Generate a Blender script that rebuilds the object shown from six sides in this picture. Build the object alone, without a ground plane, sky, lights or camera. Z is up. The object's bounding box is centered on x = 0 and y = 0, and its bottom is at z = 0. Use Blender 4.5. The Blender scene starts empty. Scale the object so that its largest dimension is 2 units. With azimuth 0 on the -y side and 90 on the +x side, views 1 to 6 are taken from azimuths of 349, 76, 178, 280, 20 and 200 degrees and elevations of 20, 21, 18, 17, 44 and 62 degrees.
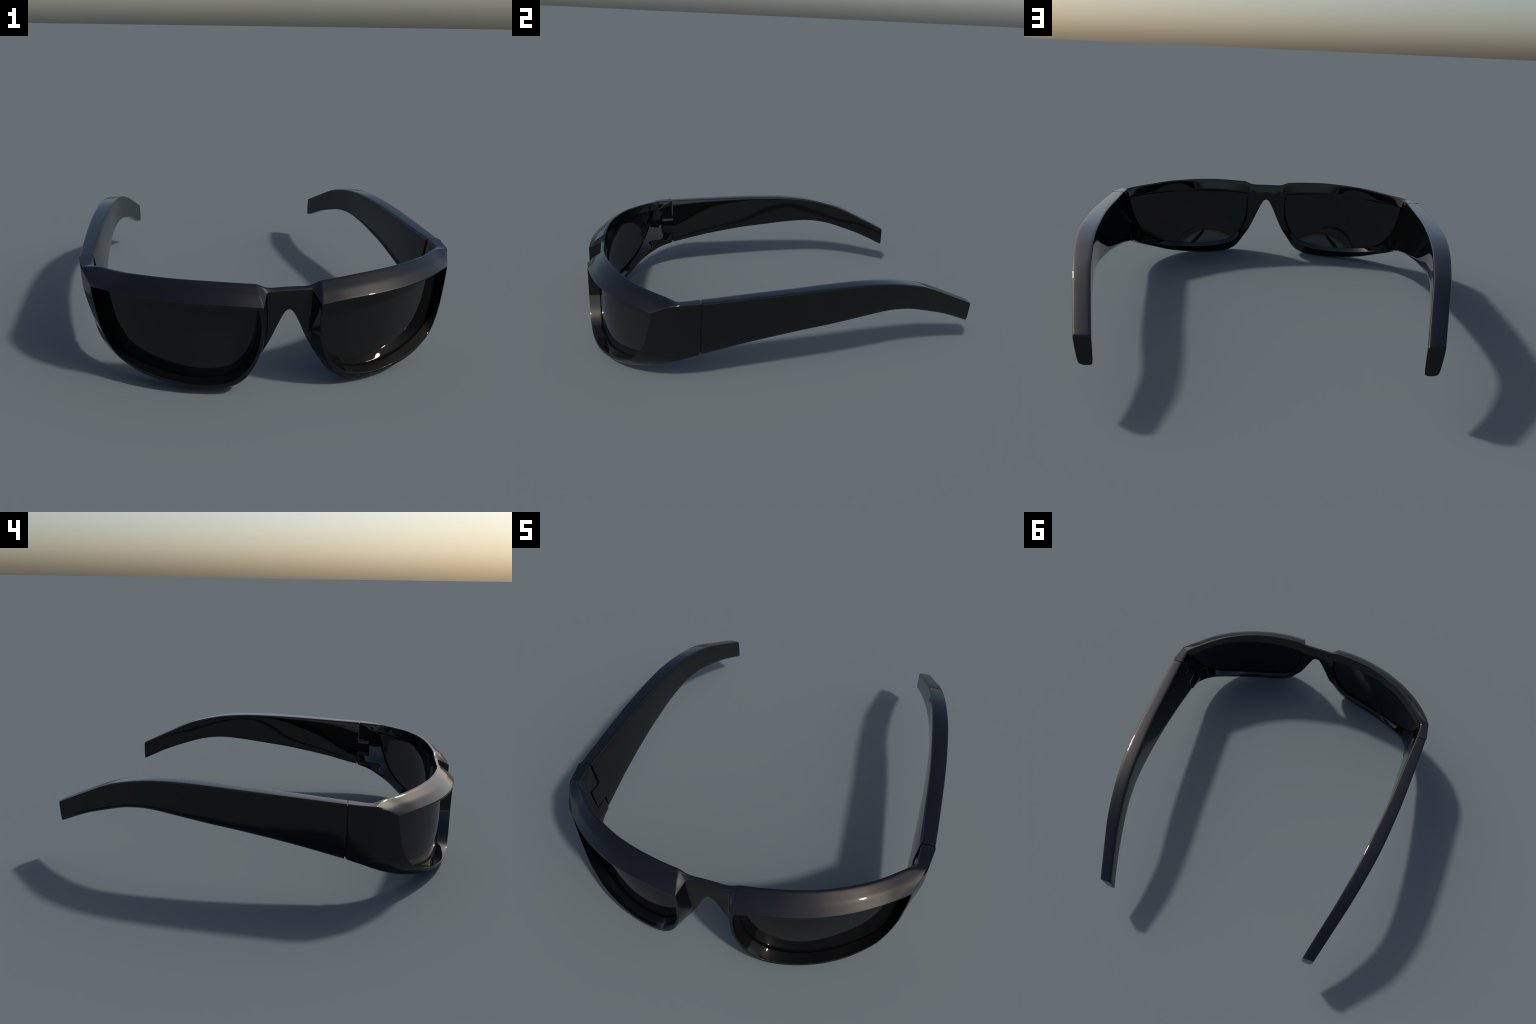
"""Black wrap-around sunglasses: a thick moulded front with sloping brows, two
smoked lenses set deep in it, and two broad temples hinged on square knuckles.
Everything is built for the wearer's +x half and mirrored."""
import bpy, bmesh, math
from mathutils import Vector

# ----------------------------------------------------------------- helpers
def V(x, y, z):
    return Vector((x, y, z))

def catmull(p0, p1, p2, p3, t):
    return 0.5 * ((2 * p1) + (p2 - p0) * t + (2 * p0 - 5 * p1 + 4 * p2 - p3) * t * t
                  + (3 * p1 - p0 - 3 * p2 + p3) * t ** 3)

def through(points, per, closed=False):
    """Catmull-Rom curve through the points, `per` steps to each interval."""
    n = len(points)
    out = []
    last = n if closed else n - 1
    for i in range(last):
        if closed:
            q = [points[(i + k) % n] for k in (-1, 0, 1, 2)]
        else:
            q = [points[i - 1] if i > 0 else points[0] * 2 - points[1], points[i], points[i + 1],
                 points[i + 2] if i + 2 < n else points[n - 1] * 2 - points[n - 2]]
        for s in range(per):
            out.append(catmull(*q, s / per))
    if not closed:
        out.append(points[-1].copy())
    return out

def interp(xs, ys, x):
    """Smooth (Catmull-Rom on a non-uniform grid) interpolation of a table."""
    n = len(xs)
    i = 0
    while i < n - 2 and x > xs[i + 1]:
        i += 1
    def slope(k):
        if k == 0:
            return (ys[1] - ys[0]) / (xs[1] - xs[0])
        if k == n - 1:
            return (ys[-1] - ys[-2]) / (xs[-1] - xs[-2])
        return (ys[k + 1] - ys[k - 1]) / (xs[k + 1] - xs[k - 1])
    h = xs[i + 1] - xs[i]
    t = (x - xs[i]) / h
    m0, m1 = slope(i) * h, slope(i + 1) * h
    return ((2 * t ** 3 - 3 * t * t + 1) * ys[i] + (t ** 3 - 2 * t * t + t) * m0
            + (3 * t * t - 2 * t ** 3) * ys[i + 1] + (t ** 3 - t * t) * m1)

# ------------------------------------------------ the curved sheets (plan view)
def sheet(a, b, c, d):
    return lambda x: a + b * x * x + c * x ** 4 + d * abs(x) ** 3

y_front = sheet(-0.999, 0.261, 0.294, 0.033)      # foremost skin: brow edge and rims
y_brow_top = sheet(-0.9205, 0.278, 0.328, 0.035)  # where the brow slope meets the top
y_top_back = sheet(-0.907, 0.276, 0.340, 0.050)   # rear of the top edge
y_back = sheet(-0.9150, 0.324, 0.285, 0.054)      # rear skin
y_lens = sheet(-0.9125, 0.2946, 0.2437, 0.0263)     # rear of the lenses

def bulge(x, z, reach, drop):
    """the lenses are thin shells that swell forward between their edges"""
    v = (z - 0.235) / 0.168
    return 0.031 * math.exp(-((x - 0.39) / (reach if x > 0.39 else 0.22)) ** 2) * (1 - drop * v * v)

def y_rim(x, z):
    """edge of the lenses on the wearer's side: it leans back at the outer top corner"""
    return y_lens(x) + (z - 0.2) * max(0.231 * x * x - 0.0714, -0.012) + 0.23 * (z - 0.2) ** 2

def lens_back(x, z):
    return y_rim(x, z) - 0.004 - bulge(x, z, 0.185, 0.60)

def lens_front(x, z):
    return y_lens(x) - 0.014 - bulge(x, z, 0.215, 0.45)

# ------------------------------------------------ stations round one half of the front
# Each station is a cross-section of the moulding:
#  L lens seat at the bottom of the well, S well wall, E edge of the opening, F front outer edge,
#  M wall, G top/outer edge, P end wall, H rear outer edge, B rear rim, K lip round the lens, R lens rebate
def fr(x, z): return V(x, y_front(x), z)
def bk(x, z): return V(x, y_back(x), z)
def seat(x, z): return V(x, lens_front(x, z) + 0.003, z)
def lip(x, z): return V(x, y_rim(x, z) + 0.003, z)
def reb(x, z): return V(x, lens_back(x, z) - 0.004, z)
LC = (0.45, 0.26)          # middle of a lens

def rim(x, z, grow):
    """rear edge of the rebate: the lens outline pushed outwards onto the rear skin"""
    dx, dz = x - LC[0], (z - LC[1]) * 1.8
    l = math.hypot(dx, dz)
    x2, z2 = x + dx / l * grow, z + dz / l * grow
    raised = interp([.0, .30, .38, .42], [1, 1, 0, 0], z)       # proud below and beside, flush along the top
    return V(x2, max(y_back(x2) + .001 + .008 * raised, y_rim(x, z) + .007 + .005 * raised), z2)

def toward_middle(e, d):
    t = V(LC[0] - e.x, 0, LC[1] - e.z).normalized() * d
    return e.x + t.x, e.z + t.z

def away_from_middle(x, z, d):
    t = V(x - LC[0], 0, z - LC[1]).normalized() * d
    return x + t.x, z + t.z

def station(E, F, G, P, H, R, M=None, grow=0.012):
    M = M if M is not None else F.lerp(G, 0.5)
    # the well runs almost straight back to a fine groove in front of the lens
    lip_in = seat(*toward_middle(E, .0045)) + V(0, -.011, 0)
    return dict(L=seat(*toward_middle(E, -.002)), S=lip_in, E=E, F=F, M=M, G=G, P=P, H=H,
                B=rim(*R, grow), K=lip(*R), R=reb(*away_from_middle(*R, .008)))

C = V(0.800, -0.6965, 0.407)           # brow corner
Q = V(0.8430, -0.5910, 0.4560)         # where the brow dies into the end piece
ST, SI = V(0.860, -0.4700, 0.465), V(0.795, -0.4700, 0.464)
HC = V(0.798, -0.570, 0.457)

def brow(F, E, G, H, R):
    f = fr(*F)
    g = G if isinstance(G, Vector) else V(G[0], y_brow_top(G[0]), G[1])
    h = H if isinstance(H, Vector) else V(H[0], y_top_back(H[0]), H[1])
    lift = V(0, -.0025, .0025) * (1 + .5 * max(0.0, (f.x - .45) / .3))
    return station(fr(*E), f, g, g.lerp(h, 0.5) + V(0, 0, 0.0005), h, R, M=f.lerp(g, .5) + lift)

brow_run = [
    brow((.120, .395), (.140, 0.3830), (.133, 0.4605), (.133, 0.4625), (.126, .384)),
    brow((.217, .406), (.225, 0.3940), (.215, 0.4665), (.215, 0.4685), (.210, .394)),
    brow((.320, .411), (.322, 0.3990), (.315, 0.4725), (.310, 0.4745), (.305, .401)),
    brow((.405, .4125), (.405, 0.4010), (.400, 0.4745), (.390, 0.4765), (.390, .404)),
    brow((.500, .4145), (.500, 0.4040), (.490, 0.4745), (.475, 0.4765), (.470, .405)),
    brow((.610, .4165), (.605, 0.4080), (.600, 0.4725), (.575, 0.4745), (.570, .406)),
    brow((.700, .4165), (.695, 0.4110), (.700, 0.4665), (.665, 0.4685), (.660, .406)),
    brow((.758, .413), (.754, 0.4100), (.775, 0.4625), (.745, 0.4645), (.735, .406)),
    station(C + V(-.003, -.001, -.004), C, Q, Q.lerp(HC, 0.5), HC, (.786, .403), M=C.lerp(Q, .5) + V(0, -.002, .002)),
]

FILLET = V(-.006, .014, 0)            # thickening in the inner corner beside the hinge

def side(E, G, H, R):
    e = fr(*E)
    f = e + V(.004, .006, -.001)
    h = H if isinstance(H, Vector) else V(H[0], SI.y, H[1])
    g = G if isinstance(G, Vector) else V(G[0], ST.y, G[1])
    swell = interp([.20, .24, .30, .34, .39], [.55, .75, .95, 1.0, .75], e.z)
    m = f.lerp(g, 0.48) + V(.018, -.003, -.001) * swell
    st = station(e, f, g, g.lerp(h, 0.5), h, R, M=m)
    st['B'] += FILLET
    return st

c1 = station(C + V(-.003, -.001, -.004), C, ST, ST.lerp(SI, .5), SI, (.786, .403), M=Q)
c1['B'] += FILLET * .8
brow_run[-1]['B'] += FILLET * .6
brow_run[-2]['B'] += FILLET * .2
end_run = [
    c1,
    side((.797, .380), (.858, .440), (.794, .440), (.785, .385)),
    side((.790, .335), (.848, .375), (.786, .375), (.780, .340)),
    side((.781, .290), (.837, .310), (.776, .310), (.772, .295)),
    side((.768, .235), (.824, .240), (.766, .245), (.756, .240)),
    side((.760, .215), (.815, .184), (.756, .177), (.742, .208)),
]

def under(E, F, H, R, G=None, drop=.007, out=0.0, grow=.022, at=.5):
    e = fr(*E)
    f = F if isinstance(F, Vector) else fr(*F)
    h = H if isinstance(H, Vector) else bk(*H)
    g = G if G is not None else f.lerp(h, .5) + V(0, -.002, -drop)
    m = f.lerp(g, at) + V(out, -.002 - out * .4, -drop * .5)
    return station(e, f, g, g.lerp(h, .5) + V(0, 0, -.001), h, R, M=m, grow=grow)

def eo(x, z): return fr(x, z) + V(.004, .005, -.004)
bottom_run = [
    end_run[-1],
    under((.748, .190), eo(.748, .190), V(.752, -.550, .152), (.724, .178), G=V(.800, -.545, .158), out=.0085, grow=.014, at=.36),
    under((.720, .147), eo(.720, .147), V(.722, -.630, .113), (.697, .147), G=V(.765, -.620, .122), out=.006, grow=.016, at=.43),
    under((.680, .115), (.683, .107), V(.675, -.690, .081), (.652, .115), G=V(.715, -.705, .088), grow=.018),
    under((.600, .083), (.601, .071), (.602, .044), (.580, .091), G=V(.620, -.800, .050), grow=.020),
    under((.520, .065), (.520, .051), (.530, .022), (.500, .078)),
    under((.440, .051), (.442, .040), (.440, .006), (.430, .070)),
    under((.365, .047), (.360, .036), (.360, .000), (.360, .070)),
    under((.298, .053), (.287, .040), (.290, .004), (.300, .075)),
    under((.240, .070), (.230, .055), (.235, .012), (.250, .084)),
    under((.193, .107), (.180, .095), (.185, .041), (.208, .100), grow=.018),
    under((.160, .153), (.144, .158), (.142, .097), (.172, .137), drop=.004, grow=.014),
    under((.137, .210), (.122, .226), (.105, .155), (.145, .188), drop=.002, grow=.012,
          G=V(.109, -.926, .168)),
]

def nose(E, F, W, P, H, R):
    return station(fr(*E), fr(*F), V(*W), V(*P), bk(*H), R, grow=.010)

yp = -.9285                              # front of the bridge plate
nose_run = [
    bottom_run[-1],
    nose((.129, .270), (.1155, .278), (.086, -.924, .238), (.076, yp + .003, .219), (.075, .217), (.128, .240)),
    nose((.128, .312), (.115, .322), (.0900, -.926, .312), (.046, yp, .286), (.045, .285), (.1235, .298)),
    nose((.129, .330), (.1155, .340), (.0912, -.9263, .338), (.0265, yp, .325), (.0255, .324), (.123, .318)),
    nose((.130, .340), (.116, .350), (.0920, -.9265, .350), (.013, yp, .345), (.0125, .344), (.123, .330)),
    nose((.131, .345), (.1162, .354), (.0923, -.9267, .355), (0, yp, .351), (0, .350), (.123, .336)),
]
bridge_run = [
    nose_run[-1],
    nose((.1335, .362), (.1178, .374), (.0935, -.927, .392), (0, yp, .395), (0, .395), (.124, .356)),
    nose((.1365, .373), (.1192, .388), (.0945, -.927, .4320), (0, yp + .003, .4350), (0, .4465), (.125, .374)),
]
top_run = [
    bridge_run[-1],
    nose((.138, .376), (.1195, .391), (.0946, -.927, .4325), (.055, yp + .004, .4352), (.055, .4465), (.1255, .378)),
    nose((.139, .379), (.1200, .394), (.0948, -.926, .4335), (.088, yp + .006, .4385), (.0885, .4465), (.1258, .381)),
    brow_run[0],
]
# the rear of the bridge runs on flush from the rims round the lenses
for s in bottom_run[-2:-1]:
    s['H'].y += .003
for s in nose_run + bridge_run[1:] + top_run[1:-1]:
    s['H'].y = s['B'].y - .0012 if s['H'].z < .44 else -.9060

RINGS = 'LSEFMGPHBKR'
# half-width of the rounding on each edge of the section
SOFT = dict(L=.002, S=.0025, E=.0022, F=.0035, M=.02, G=.010, P=.006, H=.011, B=.005, K=.002, R=.002)

def blend(run, per):
    cols = {r: through([s[r] for s in run], per) for r in RINGS}
    n = len(cols['L'])
    return [dict((r, cols[r][i]) for r in RINGS) for i in range(n)]

sections = []
for run, per in ((brow_run, 5), (end_run, 3), (bottom_run, 4), (nose_run, 3), (bridge_run, 3)):
    b = blend(run, per)
    if sections and (sections[-1]['G'] - b[0]['G']).length < 1e-6:
        b = b[1:]
    sections += b
sections += [top_run[1], top_run[2]]

def between(a, b, t):
    return dict((r, a[r].lerp(b[r], t)) for r in RINGS)

# tight stations on both sides of the hard outer corner of the brow
k = (len(brow_run) - 1) * 5
sections[k + 1:k + 1] = [between(sections[k], sections[k + 1], .80)]
sections[k + 3:k + 3] = [between(sections[k + 2], sections[k + 3], .20)]
sections[1:1] = [between(sections[0], sections[1], .50)]
sections.append(between(sections[-1], sections[0], .55))
n_sec = len(sections)

def soften(sec, wide):
    pts = [sec[r] for r in RINGS]
    out = []
    k = len(pts)
    for i, r in enumerate(RINGS):
        p, a, b = pts[i], pts[i - 1], pts[(i + 1) % k]
        w = SOFT[r]
        if wide and r in 'GM':
            w = .03
        for q in (a, None, b):
            if q is None:
                if r in 'GH' and p.x > 1e-4:          # broad, evenly rounded edges
                    da, db = (a - p).length, (b - p).length
                    pa = p.lerp(a, min(w, .33 * da) / da) if da > 1e-7 else p
                    pb = p.lerp(b, min(w, .33 * db) / db) if db > 1e-7 else p
                    out.append(p * .5 + (pa + pb) * .25)
                else:
                    out.append(p.copy())
            else:
                d = (q - p).length
                out.append(p.lerp(q, min(w, .33 * d) / d) if d > 1e-7 else p.copy())
    return out

def is_wide(sec):
    return sec['G'].z < .11 and sec['G'].y < -.60

def new_object(name, bm, mat, parent=None):
    me = bpy.data.meshes.new(name)
    bm.to_mesh(me)
    bm.free()
    ob = bpy.data.objects.new(name, me)
    bpy.context.scene.collection.objects.link(ob)
    me.materials.append(mat)
    if parent is not None:
        ob.parent = parent
    return ob

def apply_modifiers(ob):
    dg = bpy.context.evaluated_depsgraph_get()
    me = bpy.data.meshes.new_from_object(ob.evaluated_get(dg))
    old = ob.data
    ob.modifiers.clear()
    ob.data = me
    me.name = ob.name
    bpy.data.meshes.remove(old)

def smooth(ob, deg=35):
    bm = bmesh.new()
    bm.from_mesh(ob.data)
    for f in bm.faces:
        f.smooth = True
    for e in bm.edges:
        e.smooth = not (len(e.link_faces) == 2 and e.calc_face_angle(0) > math.radians(deg))
    bm.to_mesh(ob.data)
    bm.free()

# --------------------------------------------------------------- materials
def plastic(name, base, rough, mottle):
    m = bpy.data.materials.new(name)
    m.use_nodes = True
    nt = m.node_tree
    p = nt.nodes['Principled BSDF']
    tc = nt.nodes.new('ShaderNodeTexCoord')
    no = nt.nodes.new('ShaderNodeTexNoise')
    no.inputs['Scale'].default_value = 6.0
    no.inputs['Detail'].default_value = 3.0
    ramp = nt.nodes.new('ShaderNodeValToRGB')
    ramp.color_ramp.elements[0].position = .3
    ramp.color_ramp.elements[1].position = .7
    ramp.color_ramp.elements[0].color = [c * (1 - mottle) for c in base] + [1]
    ramp.color_ramp.elements[1].color = [c * (1 + mottle) for c in base] + [1]
    nt.links.new(tc.outputs['Object'], no.inputs['Vector'])
    nt.links.new(no.outputs['Fac'], ramp.inputs['Fac'])
    nt.links.new(ramp.outputs['Color'], p.inputs['Base Color'])
    p.inputs['Roughness'].default_value = rough
    p.inputs['IOR'].default_value = 1.5
    return m

mat_frame = plastic('glossy_black_acetate', (.0022, .0022, .0023), .03, .05)
mat_lens = plastic('smoked_lens', (.0042, .0046, .0047), .03, .03)

root = bpy.data.objects.new('sunglasses', None)
bpy.context.scene.collection.objects.link(root)
root['label'] = 'glossy black wraparound sunglasses with thick sloping brows'
root['category'] = 'sunglasses'

# ------------------------------------------------------------- the front frame
bm = bmesh.new()
grid = [[bm.verts.new((max(p.x, 0.0), p.y, p.z)) for p in soften(s, is_wide(s))] for s in sections]
m = len(grid[0])
for i in range(n_sec):
    a, b = grid[i], grid[(i + 1) % n_sec]
    for j in range(m):
        bm.faces.new((a[j], a[(j + 1) % m], b[(j + 1) % m], b[j]))
bmesh.ops.remove_doubles(bm, verts=bm.verts, dist=2e-5)
bmesh.ops.dissolve_degenerate(bm, edges=bm.edges, dist=1e-5)
bmesh.ops.delete(bm, geom=[f for f in bm.faces if all(v.co.x < 1e-5 for v in f.verts)], context='FACES')
dup = bmesh.ops.duplicate(bm, geom=bm.verts[:] + bm.edges[:] + bm.faces[:])
nv = [g for g in dup['geom'] if isinstance(g, bmesh.types.BMVert)]
nf = [g for g in dup['geom'] if isinstance(g, bmesh.types.BMFace)]
for v in nv:
    v.co.x = -v.co.x
bmesh.ops.reverse_faces(bm, faces=nf)
bmesh.ops.remove_doubles(bm, verts=[v for v in bm.verts if abs(v.co.x) < 1e-5], dist=1e-5)
bmesh.ops.recalc_face_normals(bm, faces=bm.faces)
frame = new_object('frame', bm, mat_frame, root)
sub = frame.modifiers.new('round', 'SUBSURF')
sub.levels = sub.render_levels = 2
apply_modifiers(frame)

# ------------------------------------------------------------- hinge knuckles
def rounded_box(name, lo, hi, r, shear, mat):
    """box whose inner face leans with the end piece (x shifts with height)"""
    bm = bmesh.new()
    bmesh.ops.create_cube(bm, size=1)
    for v in bm.verts:
        z = lo[2] + (v.co.z + .5) * (hi[2] - lo[2])
        v.co = V(lo[0] + (v.co.x + .5) * (hi[0] - lo[0]) + shear * (z - .30),
                 lo[1] + (v.co.y + .5) * (hi[1] - lo[1]), z)
    if r:
        bmesh.ops.bevel(bm, geom=bm.edges[:], offset=r, segments=3, profile=.5, affect='EDGES')
    return new_object(name, bm, mat)

def mirrored(ob, name):
    bm = bmesh.new()
    bm.from_mesh(ob.data)
    for v in bm.verts:
        v.co.x = -v.co.x
    bmesh.ops.reverse_faces(bm, faces=bm.faces)
    return new_object(name, bm, ob.data.materials[0], ob.parent)

SLOPE = .14
SEAM = -.4665
slot = rounded_box('slot', (.700, -.5465, .2435), (.800, -.440, .3480), .0, SLOPE, mat_frame)
slot_b = mirrored(slot, 'slot')
for s in (slot, slot_b):
    bo = frame.modifiers.new('slot', 'BOOLEAN')
    bo.operation = 'DIFFERENCE'
    bo.solver = 'EXACT'
    bo.object = s
apply_modifiers(frame)
for s in (slot, slot_b):
    bpy.data.objects.remove(s)
smooth(frame, 40)

# ------------------------------------------------------------- temples
TY = [-.542, -.468, -.25, 0, .17, .33, .48, .60, .69, .84, .996]
TOP_Z = [0.4630, 0.4640, 0.4740, 0.4845, 0.4895, 0.4890, 0.4765, 0.4535, 0.4285, 0.3615, 0.2880]
TOP_OUT = [0.8580, 0.8580, 0.8515, 0.8395, 0.8255, 0.8075, 0.7825, 0.7575, 0.7365, 0.6955, 0.6525]
TOP_IN = [0.7940, 0.7945, 0.7795, 0.7635, 0.7445, 0.7245, 0.7035, 0.6805, 0.6625, 0.6245, 0.5855]
BOT_Z = [0.1670, 0.1780, 0.2275, 0.2715, 0.2925, 0.3130, 0.3260, 0.3145, 0.2905, 0.2410, 0.1715]
BOT_IN = [0.7560, 0.7570, 0.7580, 0.7540, 0.7470, 0.7330, 0.7070, 0.6810, 0.6610, 0.6250, 0.5835]
BOT_OUT = [0.8100, 0.8130, 0.8210, 0.8200, 0.8100, 0.7940, 0.7710, 0.7470, 0.7260, 0.6850, 0.6390]

def temple_section(y):
    tz, bz = interp(TY, TOP_Z, y), interp(TY, BOT_Z, y)
    return [V(interp(TY, TOP_IN, y), y, tz), V(interp(TY, TOP_OUT, y), y, tz),
            V(interp(TY, BOT_OUT, y), y, bz + .001), V(interp(TY, BOT_IN, y), y, bz)]

def temple_ring(y, shrink=0.0, dy=0.0):
    c = temple_section(y)
    mid = (c[0] + c[1] + c[2] + c[3]) / 4
    c = [p + V(math.copysign(shrink, mid.x - p.x), dy, math.copysign(shrink, mid.z - p.z)) for p in c]
    soft = [.010, .009, .018, .013]
    out = []
    for i in range(4):
        p, a, b = c[i], c[i - 1], c[(i + 1) % 4]
        pa, pb = (p.lerp(q, min(soft[i] / (q - p).length, .3)) for q in (a, b))
        out += [pa, p * .5 + (pa + pb) * .25, pb]
    return out

ys = [TY[0]] + [TY[0] + .006] + [TY[0] + .03 + (TY[-1] - TY[0] - .06) * i / 44 for i in range(45)] + [TY[-1] - .008, TY[-1]]
bm = bmesh.new()
rings = [[bm.verts.new(p) for p in temple_ring(y)] for y in ys]
for a, b in zip(rings, rings[1:]):
    for j in range(12):
        bm.faces.new((a[j], b[j], b[(j + 1) % 12], a[(j + 1) % 12]))
for ring, y in ((rings[0], ys[0]), (rings[-1], ys[-1])):
    inner = [bm.verts.new(p) for p in temple_ring(y, .007)]
    for j in range(12):
        bm.faces.new((ring[j], ring[(j + 1) % 12], inner[(j + 1) % 12], inner[j]))
    bm.faces.new(inner)
bmesh.ops.recalc_face_normals(bm, faces=bm.faces)
temple = new_object('temple', bm, mat_frame, root)
sub = temple.modifiers.new('round', 'SUBSURF')
sub.levels = sub.render_levels = 2
apply_modifiers(temple)
# cut the root away above, below and outside the square hinge tongue
TONGUE = (.2480, .3440)
cuts = [rounded_box('cut', (.60, -.60, TONGUE[1]), (.95, SEAM, .60), 0, 0, mat_frame),
        rounded_box('cut', (.60, -.60, .10), (.95, SEAM, TONGUE[0]), 0, 0, mat_frame),
        rounded_box('cut', (.8135, -.60, .15), (.95, SEAM, .50), 0, SLOPE, mat_frame)]
for c in cuts:
    bo = temple.modifiers.new('cut', 'BOOLEAN')
    bo.operation = 'DIFFERENCE'
    bo.solver = 'EXACT'
    bo.object = c
be = temple.modifiers.new('edges', 'BEVEL')
be.width = .0035
be.segments = 2
be.limit_method = 'ANGLE'
be.angle_limit = math.radians(50)
apply_modifiers(temple)
for c in cuts:
    bpy.data.objects.remove(c)
smooth(temple, 40)
temple_b = mirrored(temple, 'temple')
smooth(temple_b, 40)

# the hinge barrel: fills the joint between temple and end piece, just under the skin
bm = bmesh.new()
barrel = [[bm.verts.new(p) for p in temple_ring(y, .009)] for y in (-.505, -.440)]
for j in range(12):
    bm.faces.new((barrel[0][j], barrel[1][j], barrel[1][(j + 1) % 12], barrel[0][(j + 1) % 12]))
bm.faces.new(barrel[0])
bm.faces.new(barrel[1])
bmesh.ops.recalc_face_normals(bm, faces=bm.faces)
core = new_object('hinge', bm, mat_frame, temple)
smooth(core, 40)
core_b = mirrored(core, 'hinge')
core_b.parent = temple_b

# ------------------------------------------------------------- lenses
def grown(p, g):
    return p + V(p.x - LC[0], 0, p.z - LC[1]).normalized() * g

bm = bmesh.new()
N = 16
seams = []
for ring, surf in (('R', lens_back), ('L', lens_front)):
    edge = [grown(s[ring], .006) for s in sections]
    n = len(edge)
    rows = []
    for k in range(N):
        f = 1 - k / N
        row = []
        for p in edge:
            x, z = LC[0] + (p.x - LC[0]) * f, LC[1] + (p.z - LC[1]) * f
            row.append(bm.verts.new((x, surf(x, z), z)))
        rows.append(row)
    centre = bm.verts.new((LC[0], surf(*LC), LC[1]))
    for a, b in zip(rows, rows[1:]):
        for j in range(n):
            bm.faces.new((a[j], a[(j + 1) % n], b[(j + 1) % n], b[j]))
    for j in range(n):
        bm.faces.new((rows[-1][j], rows[-1][(j + 1) % n], centre))
    seams.append(rows[0])
for j in range(n):
    bm.faces.new((seams[0][j], seams[0][(j + 1) % n], seams[1][(j + 1) % n], seams[1][j]))
bmesh.ops.remove_doubles(bm, verts=bm.verts, dist=2e-5)
bmesh.ops.recalc_face_normals(bm, faces=bm.faces)
lens = new_object('lens', bm, mat_lens, root)
smooth(lens, 40)
lens_b = mirrored(lens, 'lens')
smooth(lens_b, 40)

# stand it on the ground
low = min(v.co.z for v in frame.data.vertices)
for ob in (frame, temple, temple_b, core, core_b, lens, lens_b):
    for v in ob.data.vertices:
        v.co.z -= low
